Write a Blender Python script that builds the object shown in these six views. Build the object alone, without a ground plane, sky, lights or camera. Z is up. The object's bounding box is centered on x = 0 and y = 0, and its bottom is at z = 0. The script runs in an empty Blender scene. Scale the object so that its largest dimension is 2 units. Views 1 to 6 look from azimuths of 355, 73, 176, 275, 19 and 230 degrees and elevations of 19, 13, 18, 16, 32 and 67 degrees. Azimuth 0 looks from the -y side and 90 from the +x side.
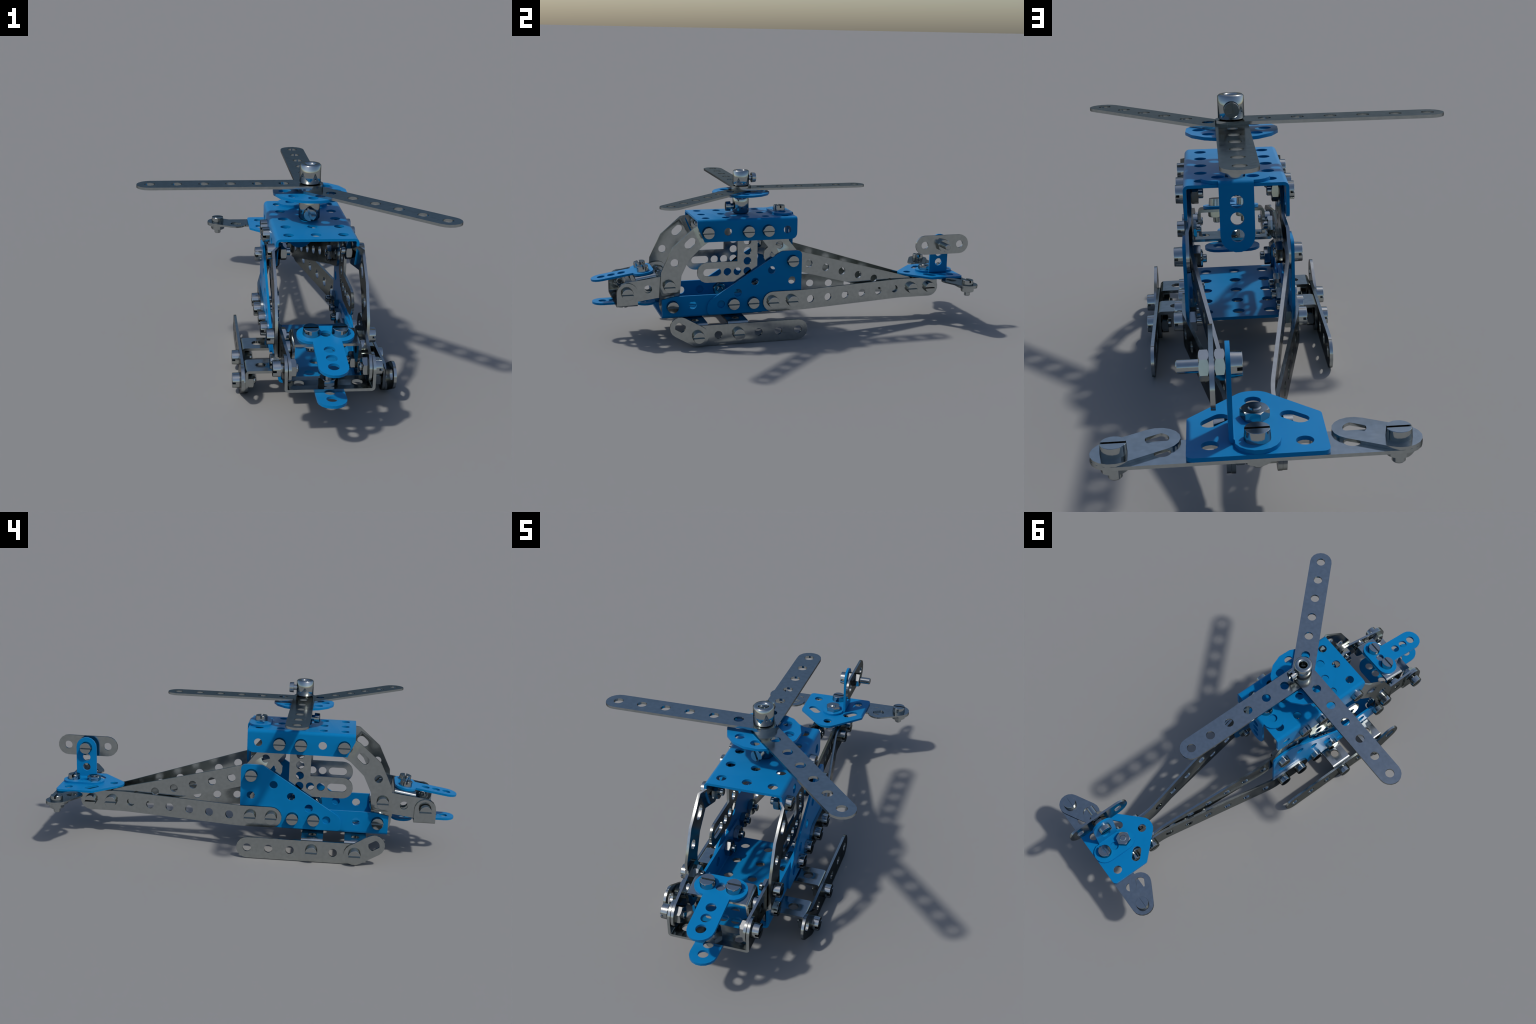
"""Perforated-strip construction-kit helicopter: blue painted plates, steel strips, slotted screws.

All sizes below are in kit millimetres (hole pitch 10 mm).  The kit frame has its
origin under the rotor shaft, y towards the tail, x towards the fin side.
"""
import bpy, bmesh, math
from mathutils import Vector, Matrix

K = 0.0102                    # metres per kit millimetre
ORIGIN = Vector((0.0923, -0.2420, 0.0))
T = 1.0                       # sheet thickness
HOLE_R = 1.95
SCREW_HEAD = 2.55
NUT = 2.15


def world(p):
    return Vector((p[0] * K, p[1] * K, p[2] * K)) + ORIGIN


# ------------------------------------------------------------------ materials
def new_material(name):
    m = bpy.data.materials.new(name)
    m.use_nodes = True
    nt = m.node_tree
    nt.nodes.clear()
    out = nt.nodes.new("ShaderNodeOutputMaterial")
    bsdf = nt.nodes.new("ShaderNodeBsdfPrincipled")
    nt.links.new(bsdf.outputs[0], out.inputs[0])
    tc = nt.nodes.new("ShaderNodeTexCoord")
    return m, nt, bsdf, tc


def noise(nt, tc, scale, detail=3.0):
    n = nt.nodes.new("ShaderNodeTexNoise")
    n.inputs["Scale"].default_value = scale
    n.inputs["Detail"].default_value = detail
    nt.links.new(tc.outputs["Object"], n.inputs["Vector"])
    return n


def ramp(nt, src, lo, hi, a, b):
    r = nt.nodes.new("ShaderNodeValToRGB")
    r.color_ramp.elements[0].position = lo
    r.color_ramp.elements[1].position = hi
    r.color_ramp.elements[0].color = a
    r.color_ramp.elements[1].color = b
    nt.links.new(src, r.inputs[0])
    return r


def bump(nt, bsdf, src, strength, dist):
    b = nt.nodes.new("ShaderNodeBump")
    b.inputs["Strength"].default_value = strength
    b.inputs["Distance"].default_value = dist
    nt.links.new(src, b.inputs["Height"])
    nt.links.new(b.outputs[0], bsdf.inputs["Normal"])


def make_paint():
    m, nt, bsdf, tc = new_material("blue_enamel_paint")
    n = noise(nt, tc, 9.0)
    r = ramp(nt, n.outputs[0], 0.3, 0.7, (0.0036, 0.165, 0.392, 1), (0.0040, 0.171, 0.406, 1))
    nt.links.new(r.outputs[0], bsdf.inputs["Base Color"])
    bsdf.inputs["Roughness"].default_value = 0.42
    bsdf.inputs["Specular Tint"].default_value = (0, 0, 0, 1)   # satin: gloss only at grazing angles
    f = noise(nt, tc, 160.0, 2.0)
    bump(nt, bsdf, f.outputs[0], 0.05, 0.001)
    return m


def make_steel(name, lo, hi, rough_lo, rough_hi, grain):
    m, nt, bsdf, tc = new_material(name)
    n = noise(nt, tc, 60.0, 5.0)
    r = ramp(nt, n.outputs[0], 0.3, 0.7, (*lo, 1), (*hi, 1))
    nt.links.new(r.outputs[0], bsdf.inputs["Base Color"])
    bsdf.inputs["Metallic"].default_value = 1.0
    bsdf.inputs["Specular Tint"].default_value = (0.21, 0.21, 0.21, 1)   # darkens towards grazing angles
    n2 = noise(nt, tc, 22.0, 4.0)
    r2 = ramp(nt, n2.outputs[0], 0.35, 0.7, (rough_lo,) * 3 + (1,), (rough_hi,) * 3 + (1,))
    nt.links.new(r2.outputs[0], bsdf.inputs["Roughness"])
    f = noise(nt, tc, 220.0, 3.0)
    bump(nt, bsdf, f.outputs[0], grain, 0.0006)
    return m


PAINT = make_paint()
STEEL = make_steel("zinc_plated_steel", (0.43, 0.46, 0.45), (0.50, 0.53, 0.52), 0.13, 0.20, 0.012)
BRIGHT = make_steel("bright_nickel_steel", (0.45, 0.48, 0.47), (0.49, 0.52, 0.51), 0.09, 0.14, 0.01)

# ------------------------------------------------------------------ outlines
def arc(cx, cy, r, a0, a1, n):
    return [(cx + r * math.cos(math.radians(a0 + (a1 - a0) * i / n)),
             cy + r * math.sin(math.radians(a0 + (a1 - a0) * i / n))) for i in range(n + 1)]


def circle(cx, cy, r=HOLE_R, n=18):
    return arc(cx, cy, r, 0, 360 - 360 / n, n - 1)


def slot(cx, cy, length, angle=0.0, r=HOLE_R):
    """Stadium-shaped hole of the given overall length."""
    h = length / 2 - r
    pts = arc(h, 0, r, -90, 90, 8) + arc(-h, 0, r, 90, 270, 8)
    c, s = math.cos(math.radians(angle)), math.sin(math.radians(angle))
    return [(cx + x * c - y * s, cy + x * s + y * c) for x, y in pts]


def flatted_hole(cx, cy, angle, r=2.6, half=1.9):
    """Round hole with two flats, as on the short slotted strips."""
    lim = math.degrees(math.asin(half / r))
    pts = arc(0, 0, r, -lim, lim, 6) + arc(0, 0, r, 180 - lim, 180 + lim, 6)
    c, s = math.cos(math.radians(angle)), math.sin(math.radians(angle))
    return [(cx + x * c - y * s, cy + x * s + y * c) for x, y in pts]


def strip_outline(a, b, half=5.0, n=9):
    """Straight strip with rounded ends whose end holes are at a and b."""
    ang = math.degrees(math.atan2(b[1] - a[1], b[0] - a[0]))
    return arc(b[0], b[1], half, ang - 90, ang + 90, n) + arc(a[0], a[1], half, ang + 90, ang + 270, n)


def rounded(poly, radii, n=5):
    """Polygon with a fillet at every corner."""
    out, m = [], len(poly)
    for i in range(m):
        p0, p, p1 = Vector(poly[i - 1]), Vector(poly[i]), Vector(poly[(i + 1) % m])
        r = radii[i] if isinstance(radii, (list, tuple)) else radii
        if r <= 0:
            out.append(tuple(p))
            continue
        d0, d1 = (p0 - p).normalized(), (p1 - p).normalized()
        half = d0.angle(d1) / 2
        cut = r / math.tan(half)
        c = p + (d0 + d1).normalized() * (r / math.sin(half))
        s, e = p + d0 * cut, p + d1 * cut
        a0 = math.atan2(s.y - c.y, s.x - c.x)
        a1 = math.atan2(e.y - c.y, e.x - c.x)
        while a1 - a0 > math.pi:
            a1 -= 2 * math.pi
        while a1 - a0 < -math.pi:
            a1 += 2 * math.pi
        for j in range(n + 1):
            a = a0 + (a1 - a0) * j / n
            out.append((c.x + r * math.cos(a), c.y + r * math.sin(a)))
    return out


class Profile:
    """Bent centre path: straight runs joined by round bends.  side=+1 puts the
    sheet on the left of the path, -1 on the right."""

    def __init__(self, pts, r, side, steps=6):
        self.side, self.seg, self.cuts = side, [], []
        pts = [Vector(p) for p in pts]
        pos, s = pts[0].copy(), 0.0
        for i in range(1, len(pts)):
            d = (pts[i] - pts[i - 1]).normalized()
            end, turn = pts[i], 0.0
            if i < len(pts) - 1:
                d1 = (pts[i + 1] - pts[i]).normalized()
                turn = math.atan2(d.x * d1.y - d.y * d1.x, d.dot(d1))
                end = pts[i] - d * (r * math.tan(abs(turn) / 2))
            L = (end - pos).length
            self.seg.append(("line", s, L, pos.copy(), d.copy(), 0, 0))
            s += L
            pos = end.copy()
            if turn:
                L = abs(turn) * r
                self.seg.append(("arc", s, L, pos.copy(), d.copy(), turn, r))
                self.cuts += [s + L * j / steps for j in range(steps + 1)]
                n = Vector((-d.y, d.x)) * (1 if turn > 0 else -1)
                c = pos + n * r
                pos = c + Matrix.Rotation(turn, 2) @ (pos - c)
                s += L
        self.length = s

    def at(self, s, w):
        for kind, s0, L, p, d, turn, r in self.seg:
            if s <= s0 + L + 1e-6:
                break
        u = s - s0
        if kind == "line":
            q, t = p + d * u, d
        else:
            sg = 1 if turn > 0 else -1
            n = Vector((-d.y, d.x)) * sg
            c = p + n * r
            rot = Matrix.Rotation(sg * u / r, 2)
            q, t = c + rot @ (p - c), rot @ d
        n = Vector((-t.y, t.x)) * self.side
        return q + n * w


# ------------------------------------------------------------------ objects
def make_empty(name):
    e = bpy.data.objects.new(name, None)
    bpy.context.scene.collection.objects.link(e)
    return e


ROOT = make_empty("toy_helicopter")
ROOT["label"] = "blue and silver metal construction kit helicopter with perforated strips"
ROOT["category"] = "toy helicopter"
ROOT.empty_display_size = 0.1


def add_object(name, mesh, mat, parent=None, matrix=None):
    if mat is not None and not mesh.materials:
        mesh.materials.append(mat)
    o = bpy.data.objects.new(name, mesh)
    bpy.context.scene.collection.objects.link(o)
    o.parent = parent or ROOT
    if matrix is not None:
        o.matrix_local = matrix
    return o


def finish(bm, name, sharp=32.0):
    bmesh.ops.remove_doubles(bm, verts=bm.verts, dist=2e-5)
    bmesh.ops.recalc_face_normals(bm, faces=bm.faces)
    lim = math.radians(sharp)
    for f in bm.faces:
        f.smooth = True
    for e in bm.edges:
        if len(e.link_faces) == 2:
            e.smooth = e.calc_face_angle(0) < lim
        else:
            e.smooth = False
    me = bpy.data.meshes.new(name)
    bm.to_mesh(me)
    bm.free()
    return me


def flat_bmesh(outline, holes, t):
    """Plate in the plane z = 0..t with holes cut right through."""
    cu = bpy.data.curves.new("work", "CURVE")
    cu.dimensions = "2D"
    cu.fill_mode = "BOTH"
    cu.extrude = t / 2
    for loop in [outline] + list(holes):
        sp = cu.splines.new("POLY")
        sp.points.add(len(loop) - 1)
        for q, p in zip(sp.points, loop):
            q.co = (p[0], p[1], 0, 1)
        sp.use_cyclic_u = True
    ob = bpy.data.objects.new("work", cu)
    bpy.context.scene.collection.objects.link(ob)
    dg = bpy.context.evaluated_depsgraph_get()
    me = bpy.data.meshes.new_from_object(ob.evaluated_get(dg))
    bpy.data.objects.remove(ob)
    bpy.data.curves.remove(cu)
    bm = bmesh.new()
    bm.from_mesh(me)
    bpy.data.meshes.remove(me)
    bmesh.ops.remove_doubles(bm, verts=bm.verts, dist=1e-4)
    bmesh.ops.translate(bm, verts=bm.verts, vec=(0, 0, t / 2))
    return bm


def sheet(name, outline, holes, place, mat, t=T, cuts=(), parent=None, sharp=32.0):
    """Sheet-metal part: flat blank, scored along the bend lines, then bent by
    place(u, v, w) -> kit position."""
    bm = flat_bmesh(outline, holes, t)
    for (nx, ny, d) in cuts:
        bmesh.ops.bisect_plane(bm, geom=bm.verts[:] + bm.edges[:] + bm.faces[:], dist=1e-5,
                               plane_co=(nx * d, ny * d, 0), plane_no=(nx, ny, 0))
    for v in bm.verts:
        v.co = world(place(v.co.x, v.co.y, v.co.z))
    return add_object(name, finish(bm, name, sharp), mat, parent)


def lathe(profile, n=20):
    """Surface of revolution about z from (radius, z) pairs."""
    bm = bmesh.new()
    rings = []
    for r, z in profile:
        if r < 1e-6:
            rings.append([bm.verts.new((0, 0, z))])
        else:
            rings.append([bm.verts.new((r * math.cos(2 * math.pi * i / n), r * math.sin(2 * math.pi * i / n), z)) for i in range(n)])
    for a, b in zip(rings, rings[1:]):
        for i in range(n):
            j = (i + 1) % n
            if len(a) == 1:
                bm.faces.new((a[0], b[i], b[j]))
            elif len(b) == 1:
                bm.faces.new((a[i], a[j], b[0]))
            else:
                bm.faces.new((a[i], a[j], b[j], b[i]))
    bmesh.ops.recalc_face_normals(bm, faces=bm.faces)
    return bm


def boolean(bm_a, bm_b, op):
    objs = []
    for b in (bm_a, bm_b):
        me = bpy.data.meshes.new("work")
        b.to_mesh(me)
        b.free()
        o = bpy.data.objects.new("work", me)
        bpy.context.scene.collection.objects.link(o)
        objs.append(o)
    md = objs[0].modifiers.new("b", "BOOLEAN")
    md.operation, md.object, md.solver = op, objs[1], "EXACT"
    dg = bpy.context.evaluated_depsgraph_get()
    me = bpy.data.meshes.new_from_object(objs[0].evaluated_get(dg))
    for o in objs:
        old = o.data
        bpy.data.objects.remove(o)
        bpy.data.meshes.remove(old)
    bm = bmesh.new()
    bm.from_mesh(me)
    bpy.data.meshes.remove(me)
    return bm


def to_metres(bm):
    for v in bm.verts:
        v.co *= K
    return bm


_screws = {}


def screw_mesh(length, radius=2.9, head=SCREW_HEAD, shank=1.5, slot_w=0.8, neck=0.0):
    """Cheese-head screw along z: head sits on z = 0, shank runs down to -length."""
    key = (round(length, 2), radius, head, shank, neck)
    if key not in _screws:
        bm = lathe([(0, head), (radius - 0.2, head), (radius - 0.13, head - 0.09), (radius, 0.0), (shank, 0),
                    (shank, -length + 0.25), (shank - 0.25, -length), (0, -length)], 20)
        box = bmesh.new()
        bmesh.ops.create_cube(box, size=1.0)
        for v in box.verts:
            v.co = Vector((v.co.x * 9, v.co.y * slot_w, v.co.z * 2.4 + head))
        bm = boolean(bm, box, "DIFFERENCE")
        me = finish(to_metres(bm), "slotted_screw", 28)
        me.materials.append(BRIGHT)
        _screws[key] = me
    return _screws[key]


def nut_mesh():
    hexa = lathe([(0, 0), (3.35, 0), (3.35, NUT), (0, NUT)], 6)
    cap = lathe([(0, -0.01), (2.92, -0.01), (3.45, 0.32), (3.45, NUT - 0.32), (2.92, NUT + 0.01), (0, NUT + 0.01)], 36)
    bm = boolean(hexa, cap, "INTERSECT")
    me = finish(to_metres(bm), "hex_nut", 25)
    me.materials.append(BRIGHT)
    return me


NUT_MESH = nut_mesh()


def frame(pos, axis, across):
    """Matrix whose z runs along axis and whose x (the screw slot) runs along across."""
    z = Vector(axis).normalized()
    x = Vector(across)
    x = (x - z * x.dot(z)).normalized()
    y = z.cross(x)
    m = Matrix((x, y, z)).transposed().to_4x4()
    m.translation = world(pos)
    return m


def screw(pos, axis, across, length, parent=None, **kw):
    return add_object("slotted_screw", screw_mesh(length, **kw), None, parent, frame(pos, axis, across))


def nut(pos, axis, turn=0.0, parent=None):
    """Nut whose outer face looks along axis and which sits on pos."""
    axis = Vector(axis)
    ref = Vector((0, 0, 1)) if abs(axis.normalized().z) < 0.9 else Vector((1, 0, 0))
    m = frame(pos, axis, ref) @ Matrix.Rotation(math.radians(turn), 4, "Z")
    return add_object("hex_nut", NUT_MESH, None, parent, m)


def side_fastener(side, y, z, head_x, nut_x, end_x, turn=0.0):
    """Screw through the body wall with its nut inside."""
    screw((side * head_x, y, z), (side, 0, 0), (0, 1, 0), head_x - end_x)
    if nut_x is not None:
        nut((side * nut_x, y, z), (-side, 0, 0), turn)


# ------------------------------------------------------------------ channel plates (roof, floor)
HALF, SHEET, R_BEND = 15.1, 0.95, 1.6
DEPTH = 10.85                 # flange end to back of channel


def channel(name, y0, z_back, direction, front, rear):
    """Five by three hole channel; direction -1 has its flanges pointing down.
    front, rear: lists of cut corner points (inset along y, inset along flange)."""
    z_end = z_back + direction * DEPTH
    pr = Profile([(-HALF, z_end), (-HALF, z_back), (HALF, z_back), (HALF, z_end)], R_BEND, direction)
    L = pr.length
    ya, yb = y0 - 25.0, y0 + 25.0
    near = [((ds, ya + dy), r) for (dy, ds), r in front] + [((ds, yb - dy), r) for (dy, ds), r in rear]
    outline = near + [((L - p[0], p[1]), r) for p, r in reversed(near)]
    pts = rounded([p for p, _ in outline], [r for _, r in outline], 6)
    holes = []
    for i in range(5):
        y = y0 + 10 * (i - 2)
        holes += [circle(4.75, y), circle(L - 4.75, y)]
        holes += [circle(L / 2 + 10 * j, y) for j in (-1, 0, 1)]

    def place(u, v, w):
        q = pr.at(u, w)
        return (q.x, v, q.y)
    return sheet(name, pts, holes, place, PAINT, SHEET, [(1, 0, c) for c in pr.cuts])


channel("roof_plate", 0.0, 58.7, -1,
        front=[((0.0, 5.7), 2.0), ((2.5, 0.0), 0.3)], rear=[((0.0, 0.0), 2.8)])
channel("floor_plate", -17.4, 10.9, 1,
        front=[((0.0, 1.3), 0.6), ((6.5, 0.0), 3.0)], rear=[((0.0, 0.0), 2.8)])

# ------------------------------------------------------------------ parts that come in left / right pairs
TRI_HOLES = [(-13.45, 16.9), (-4.97, 22.2), (3.6, 27.4), (12.0, 32.75), (22.6, 37.1), (22.6, 27.05),
             (22.6, 17), (12.6, 17), (2.6, 17), (-7.4, 17)]


def yz_place(side, x_outer):
    """Flat sheet standing in the y-z plane with its outer face at x_outer(y, z)."""
    def f(u, v, w):
        x = x_outer(u, v) if callable(x_outer) else x_outer
        return (side * (x - T + w), u, v)
    return f


def clamp01(t):
    return max(0.0, min(1.0, t))


ARCH_LOW = (Vector((-43.9, 21.8)), Vector((-34.0, 23.7)))      # bend lines of the pillar
ARCH_TOP = (Vector((-27.3, 55.2)), Vector((-23.2, 46.1)))


def line_normal(a, b):
    d = (b - a).normalized()
    return Vector((-d.y, d.x))


def pillar(side):
    nl = line_normal(*ARCH_LOW) * -1          # points down past the lower bend
    nt_ = line_normal(*ARCH_TOP)              # points back past the upper bend
    dl, dt = nl.dot(ARCH_LOW[0]), nt_.dot(ARCH_TOP[0])
    ramp_l, ramp_t = 2.0, 3.6

    def x_outer(y, z):
        p = Vector((y, z))
        a = clamp01((nl.dot(p) - dl) / ramp_l)
        b = clamp01((nt_.dot(p) - dt) / ramp_t)
        return 16.65 - 2.6 * max(a, b)

    outline = [(-43.5, 17.0), (-43.9, 21.8), (-43.06, 34.55), (-37.4, 46.35), (-27.3, 55.2)]
    outline += arc(-20.0, 52.6, 5.0, 122, -58, 9)
    outline += [(-23.2, 46.1), (-29.7, 39.9), (-33.3, 32.3), (-34.0, 23.7)]
    outline += arc(-38.6, 17.0, 4.8, 0, -170, 9)
    holes = [circle(-37.4, 17), circle(-39.2, 27.5), circle(-36.6, 38.8), slot(-29.0, 48.05, 6.2, 42), circle(-20, 52.6)]
    cuts = [(nl.x, nl.y, dl + ramp_l * i) for i in (0, 1)] + [(nt_.x, nt_.y, dt + ramp_t * i) for i in (0, 1)]
    return sheet("windscreen_pillar", outline, holes, yz_place(side, x_outer), STEEL, T, cuts, sharp=62.0)


def boom_place(side, start, slope, knots):
    """Strip running aft from start (y, z) with a vertical slope angle; knots give the
    outer face x against distance along the strip, with soft bends at the knots."""
    c, s = math.cos(math.radians(slope)), math.sin(math.radians(slope))

    def x_at(h):
        for (h0, x0), (h1, x1) in zip(knots, knots[1:]):
            if h <= h1:
                return x0 + (x1 - x0) * (h - h0) / (h1 - h0)
        return knots[-1][1]

    def soft(h):
        return sum(x_at(h + d) for d in (-2.4, -1.2, 0, 1.2, 2.4)) / 5

    def f(u, v, w):
        g = (soft(u + 0.1) - soft(u - 0.1)) / 0.2
        n = 1 / math.sqrt(1 + g * g)
        x = soft(u) - (T - w) * n
        h = u + (T - w) * g * n
        return (side * x, start[0] + h * c + v * s, start[1] - h * s + v * c)
    cuts = []
    for h, _ in knots[1:-1]:
        cuts += [(1, 0, h + d) for d in (-2.4, -1.2, 0, 1.2, 2.4)]
    return f, cuts


def hole_row(n, pitch=10.0, start=0.0):
    return [circle(start + pitch * i, 0) for i in range(n)]


BRACKET_R = 1.3


def u_bracket(name, half, z_back, z_end, y0, direction, mat=STEEL, holes_top=(0,), hole_z=None, tilt=None):
    """Ten millimetre wide U of strip with rounded tab ends; direction -1: tabs point down."""
    pr = Profile([(-half, z_end), (-half, z_back), (half, z_back), (half, z_end)], BRACKET_R, direction, 4)
    L = pr.length
    out = strip_outline((5, 0), (L - 5, 0))
    hs = [circle(L / 2 + x, 0) for x in holes_top]
    d = abs(hole_z - z_end)
    hs += [circle(d, 0), circle(L - d, 0)]

    def place(u, v, w):
        q = pr.at(u, w)
        p = Vector((q.x, y0 + v, q.y))
        return tilt(p) if tilt else p
    return sheet(name, out, hs, place, mat, T, [(1, 0, c) for c in pr.cuts])


for side in (1, -1):
    # triangular side plate
    tri = rounded([(27.5, 12), (27.5, 42), (17.3, 42), (-20.4, 18.3), (-20.4, 12)], [2.2, 2.2, 2.5, 5.0, 1.8], 6)
    sheet("side_plate", tri, [circle(*h) for h in TRI_HOLES], yz_place(side, 16.05), PAINT, SHEET)

    # angled window frame hanging from the roof
    win = arc(0, 52.6, 5, 180, 0, 10) + [(5, 34.7), (-5.6, 27.6)] + arc(-20, 32.6, 5, -90, -270, 10) + [(-5, 37.6)]
    holes = [circle(0, 32.6 + 5 * i) for i in range(5)] + [circle(-5, 32.6), circle(-10, 32.6), slot(-17.55, 32.6, 9.0)]
    sheet("window_frame", win, holes, yz_place(side, 14.3), STEEL)

    pillar(side)

    # three-hole strut from roof to side plate
    a, b = Vector((10, 52.6)), Vector((22.5, 37.1))
    d = (b - a).normalized()
    sheet("strut_strip", strip_outline(a, b), [circle(*a), circle(*((a + b) / 2)), circle(*b)],
          yz_place(side, lambda y, z: 14.05 + 1.0 * clamp01(((Vector((y, z)) - a).dot(d) - 10.5) / 4.0)), STEEL, T,
          [(d.x, d.y, a.dot(d) + 10.5), (d.x, d.y, a.dot(d) + 14.5)], sharp=62.0)

    # tail booms: a low strip outside, a sloping strip inside
    f, cuts = boom_place(side, (12.6, 17.0), 0.0, [(-6, 17.1), (15.5, 17.1), (72.5, 6.65), (100, 6.65)])
    sheet("tail_boom_strip", strip_outline((0, 0), (89.2, 0)), hole_row(1) + hole_row(9, 9.9, 10.0), f, STEEL, T, cuts)
    f, cuts = boom_place(side, (13.3, 39.9), 16.2, [(-6, 14.0), (14.5 if side > 0 else 20.0, 14.0), (73.0, 5.6), (100, 5.6)])
    sheet("tail_boom_strip", strip_outline((0, 0), (78.5, 0)), hole_row(9, 9.81), f, STEEL, T, cuts)

    # nose strip, slightly toed in
    a, b = Vector((-39.2, 27.6)), Vector((-59.1, 24.6))
    sheet("nose_strip", strip_outline(a, b), [circle(*a), circle(-49.15, 26.15), circle(*b)],
          yz_place(side, lambda y, z: 14.3 + 1.3 * (y + 59.1) / 19.9), STEEL)

    # landing skid
    sheet("skid_strip", strip_outline((-27.4, 5), (22.6, 5)), [circle(22.6 - 10 * i, 5) for i in range(6)],
          yz_place(side, 27.0), STEEL)
    toe = (-27.4 - 8.7, 5 + 5.05)
    sheet("skid_toe", strip_outline((-27.4, 5), toe), [circle(-27.4, 5), flatted_hole(*toe, -30)],
          yz_place(side, 28.0), STEEL)

    # fasteners on the side of the body
    side_fastener(side, -20, 52.6, HALF, 13.0, 9.2)
    side_fastener(side, 0, 52.6, HALF, 13.05, 9.4, 20)
    side_fastener(side, 10, 52.6, HALF, 13.0, 9.4, 8)
    side_fastener(side, 22.55, 37.1, 16.05, 13.0, 10.2)
    side_fastener(side, -7.4, 17, 16.05, 14.1, 10.4, 12)
    side_fastener(side, 2.6, 17, 16.05, 14.1, 10.4, 25)
    side_fastener(side, 12.6, 17, 17.1, 15.1, 11.3)
    side_fastener(side, 22.6, 17, 17.1, 15.1, 11.3, 15)
    side_fastener(side, -37.4, 17, HALF, 13.0, 9.4)
    side_fastener(side, -39.2, 27.55, 16.75, 14.6, 10.9, 18)
    side_fastener(side, -59.1, 24.6, 15.4 if side > 0 else 16.4, 13.3, 10.3)
    side_fastener(side, -7.4, 5, 27.0, 24.9, 21.8)
    side_fastener(side, -27.4, 5, 28.0, 24.9, 21.9)
    side_fastener(side, 91.8, 17, 6.65, 4.6, 1.6, 10)
    side_fastener(side, 101.8, 17, 6.65, 4.6, 1.6, 22)

# skid brackets run right across under the floor
for y in (-27.4, -7.4):
    u_bracket("skid_bracket", 25.95, 10.85, 0.15, y, -1, STEEL, (-20, -10, 0, 10, 20), 5.0)

# ------------------------------------------------------------------ nose
u_bracket("nose_bracket", 15.3, 17.95, 29.6, -59.1, 1, STEEL, (-10, 0, 10), 24.6)

NOSE_TILT = 9.0
PIVOT = Vector((0, -49.85, 32.9))
ROT = Matrix.Rotation(math.radians(NOSE_TILT), 3, "X")


def nose_tilt(p):
    """Local nose frame (z = 0 is the top of the tilted tee plate) to kit frame."""
    return PIVOT + ROT @ Vector(p)


u_bracket("nose_bracket", 11.9, -T - 0.02, -11.0, 0.0, -1, STEEL, (-5, 5), -6.0, tilt=nose_tilt)
for side in (1, -1):
    ring = to_metres(lathe([(2.1, 0), (3.0, 0), (3.2, 0.2), (3.2, 2.0), (3.0, 2.2), (2.1, 2.2), (2.1, 0)], 20))
    add_object("spacer_ring", finish(ring, "spacer_ring", 35), BRIGHT, None,
               frame(nose_tilt((side * 11.95, 0.3, -6.0)), (side, 0, 0), (0, 0, 1)))


def tee_outline(reach):
    """Tee: cross bar along u centred on 0, stem along +v to a rounded tip."""
    return (arc(5, 0, 5, -90, 90, 9)[:] + [(5.0, 5.0)] + arc(0, reach, 5, 0, 180, 9) + [(-5.0, 5.0)] + arc(-5, 0, 5, 90, 270, 9))


def clean(pts):
    out = []
    for p in pts:
        if not out or (Vector(p) - Vector(out[-1])).length > 1e-3:
            out.append(p)
    return out


TEE_HOLES = [circle(x, 0) for x in (-5, 0, 5)]


def flat_tee(place):
    sheet("tee_plate", clean(tee_outline(20)), TEE_HOLES + [circle(0, v) for v in (10, 15, 20)], place, PAINT, T)


flat_tee(lambda u, v, w: nose_tilt((u, -v, w - T)))
flat_tee(lambda u, v, w: (u, -49.0 - v, 16.8 + w))


def bent_tee(place3, parent=None):
    """Tee with its stem bent through a right angle.  place3(u, out, up) where the
    cross bar's outer face has up = 0 and the stem's outer face has out = 6."""
    pr = Profile([(-6, 0), (6, 0), (6, 30)], 1.3, 1, 5)
    base = 4.7 + 1.3 * math.pi / 2 - 1.3      # flat length minus height on the stem

    def place(u, v, w):
        q = pr.at(v + 6, w)
        return place3(u, q.x, q.y)
    hs = TEE_HOLES + [circle(0, base + h) for h in (6.0, 11.0, 16.0)]
    sheet("tee_plate", clean(tee_outline(base + 16.0)), hs, place, PAINT, T, [(0, 1, c - 6) for c in pr.cuts])


bent_tee(lambda u, o, h: (u, 20 + o, 59.7 - h))
bent_tee(lambda u, o, h: (o, 106.9 + u, 24.0 + h))

# fasteners of the nose
for x in (-5.0, 5.0):
    up = ROT @ Vector((0, 0, 1))
    screw(nose_tilt((x, 0, 0)), up, (1, 0, 0), 6.2)
    nut(nose_tilt((x, 0, -2 * T)), -up, 15)
nut((0, -59.1, 18.95), (0, 0, 1), 0)
screw((0, -59.1, 16.8), (0, 0, -1), (1, 0, 0), 5.4)

# roof rear screw
screw((0, 20, 59.7), (0, 0, 1), (1, 0, 0), 5.6)
nut((0, 20, 57.7), (0, 0, -1))

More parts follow.
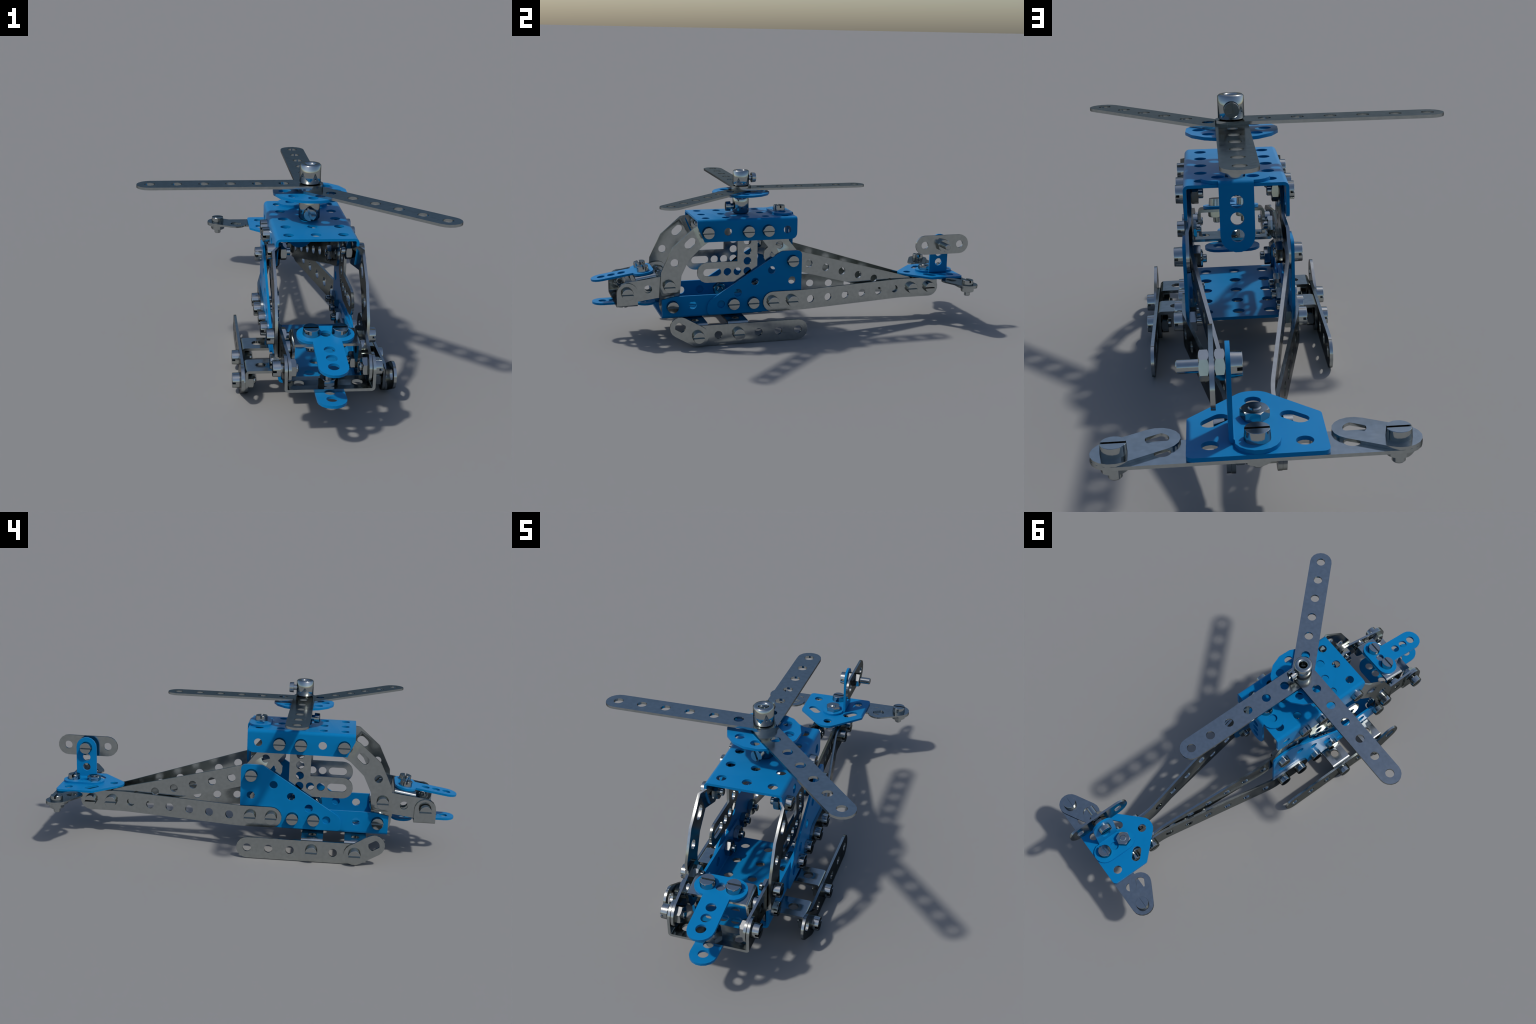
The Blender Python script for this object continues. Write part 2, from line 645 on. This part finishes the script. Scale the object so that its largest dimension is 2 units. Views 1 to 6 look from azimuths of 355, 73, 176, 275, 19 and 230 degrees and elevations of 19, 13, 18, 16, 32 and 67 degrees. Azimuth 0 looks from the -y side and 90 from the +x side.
# ------------------------------------------------------------------ tail
tail = rounded([(-15, 116.9), (-15, 99.3), (-2.3, 86.9), (2.3, 86.9), (15, 99.3), (15, 116.9)],
               [1.6, 1.6, 4.5, 4.5, 1.6, 1.6], 5)
sheet("tail_plate", tail, [circle(0, 91.85), circle(0, 101.85), circle(0, 111.9), circle(10, 111.9), circle(-10, 111.9),
                           slot(8.8, 100.8, 7.3, 42), slot(-8.8, 100.8, 7.3, -42)],
      lambda u, v, w: (u, v, 23 + w), PAINT)
sheet("stabilizer_strip", strip_outline((-30, 111.9), (30, 111.9)), [circle(-30 + 10 * i, 111.9) for i in range(7)],
      lambda u, v, w: (u, v, 22.2 + w), STEEL, 0.8)
for side in (1, -1):
    tip = (side * (30 - 10 * math.cos(math.radians(28))), 111.9 - 10 * math.sin(math.radians(28)))
    sheet("slotted_strip", strip_outline((side * 30, 111.9), tip), [circle(side * 30, 111.9), flatted_hole(*tip, side * 28)],
          lambda u, v, w: (u, v, 23.01 + w), STEEL, 0.72)
    screw((side * 30, 111.9, 23.73), (0, 0, 1), (1, 0, 0), 5.9, head=2.25)
    nut((side * 30, 111.9, 22.1), (0, 0, -1), 12)
# small bracket joining booms and tail plate
u_bracket("tail_bracket", 5.6, 22.98, 12.0, 101.85, -1, STEEL, (0,), 17.0)
nut((0, 101.85, 25.0), (0, 0, 1), 50)
screw((0, 101.85, 22.0), (0, 0, -1), (1, 0, 0), 5.5, head=2.0)
screw((0, 111.9, 25.0), (0, 0, 1), (1, 0, 0), 6.2)
nut((0, 111.9, 22.2), (0, 0, -1), 15)
# tail rotor: strip on a long screw with two nuts
sheet("tail_rotor_strip", strip_outline((97.0, 40.0), (116.8, 40.0)), [circle(97, 40), circle(106.9, 40), circle(116.8, 40)],
      yz_place(1, 9.4), STEEL)
screw((5.0, 106.9, 40.0), (-1, 0, 0), (0, 1, 0), 11.4)
nut((6.1, 106.9, 40.0), (1, 0, 0), 15)
nut((9.45, 106.9, 40.0), (1, 0, 0), 15)

# ------------------------------------------------------------------ main rotor
def lathed_part(name, profile, z, n, mat, parent=None, sharp=35):
    bm = to_metres(lathe(profile, n))
    o = add_object(name, finish(bm, name, sharp), mat, parent)
    o.location = world((0, 0, z))
    return o


shaft = lathed_part("rotor_shaft", [(0, 0), (1.55, 0.0), (1.75, 0.3), (1.75, 16.7), (1.55, 17.0), (0, 17.0)], 56.0, 16, BRIGHT)


def collar(z, h):
    r, b = 4.0, 1.8
    return lathed_part("shaft_collar", [(b, 0.5), (b + 0.5, 0), (r - 0.5, 0), (r, 0.5), (r, h - 0.5),
                                        (r - 0.5, h), (b + 0.5, h), (b, h - 0.5), (b, 0.5)], z, 28, BRIGHT, None, 60)


collar(59.0, 9.65)
collar(72.8, 7.5)
sheet("rotor_disc", arc(0, 0, 14.15, 9, 9 + 337.5, 15), [circle(0, 0)] + [circle(10 * math.cos(math.radians(45 * i)), 10 * math.sin(math.radians(45 * i))) for i in range(8)],
      lambda u, v, w: (u, v, 68.7 + w), PAINT)
for ang, z in ((-46.0, 69.75), (90.0, 70.75), (180.0, 71.75)):
    c, s = math.cos(math.radians(ang)), math.sin(math.radians(ang))
    sheet("rotor_blade", strip_outline((0, 0), (60, 0)), hole_row(7),
          lambda u, v, w: (u * c - v * s, u * s + v * c, z + w), STEEL)
# set screws
screw((0, 5.25, 76.5), (0, 1, 0), (0, 0, 1), 2.4, radius=2.45, head=1.95, shank=1.25)
d = Vector((-0.085, -1, 0)).normalized()
screw(Vector((0, 0, 62.35)) + d * 5.3, d, (-0.35, 0, 1), 2.4, radius=2.45, head=2.3, shank=1.4)
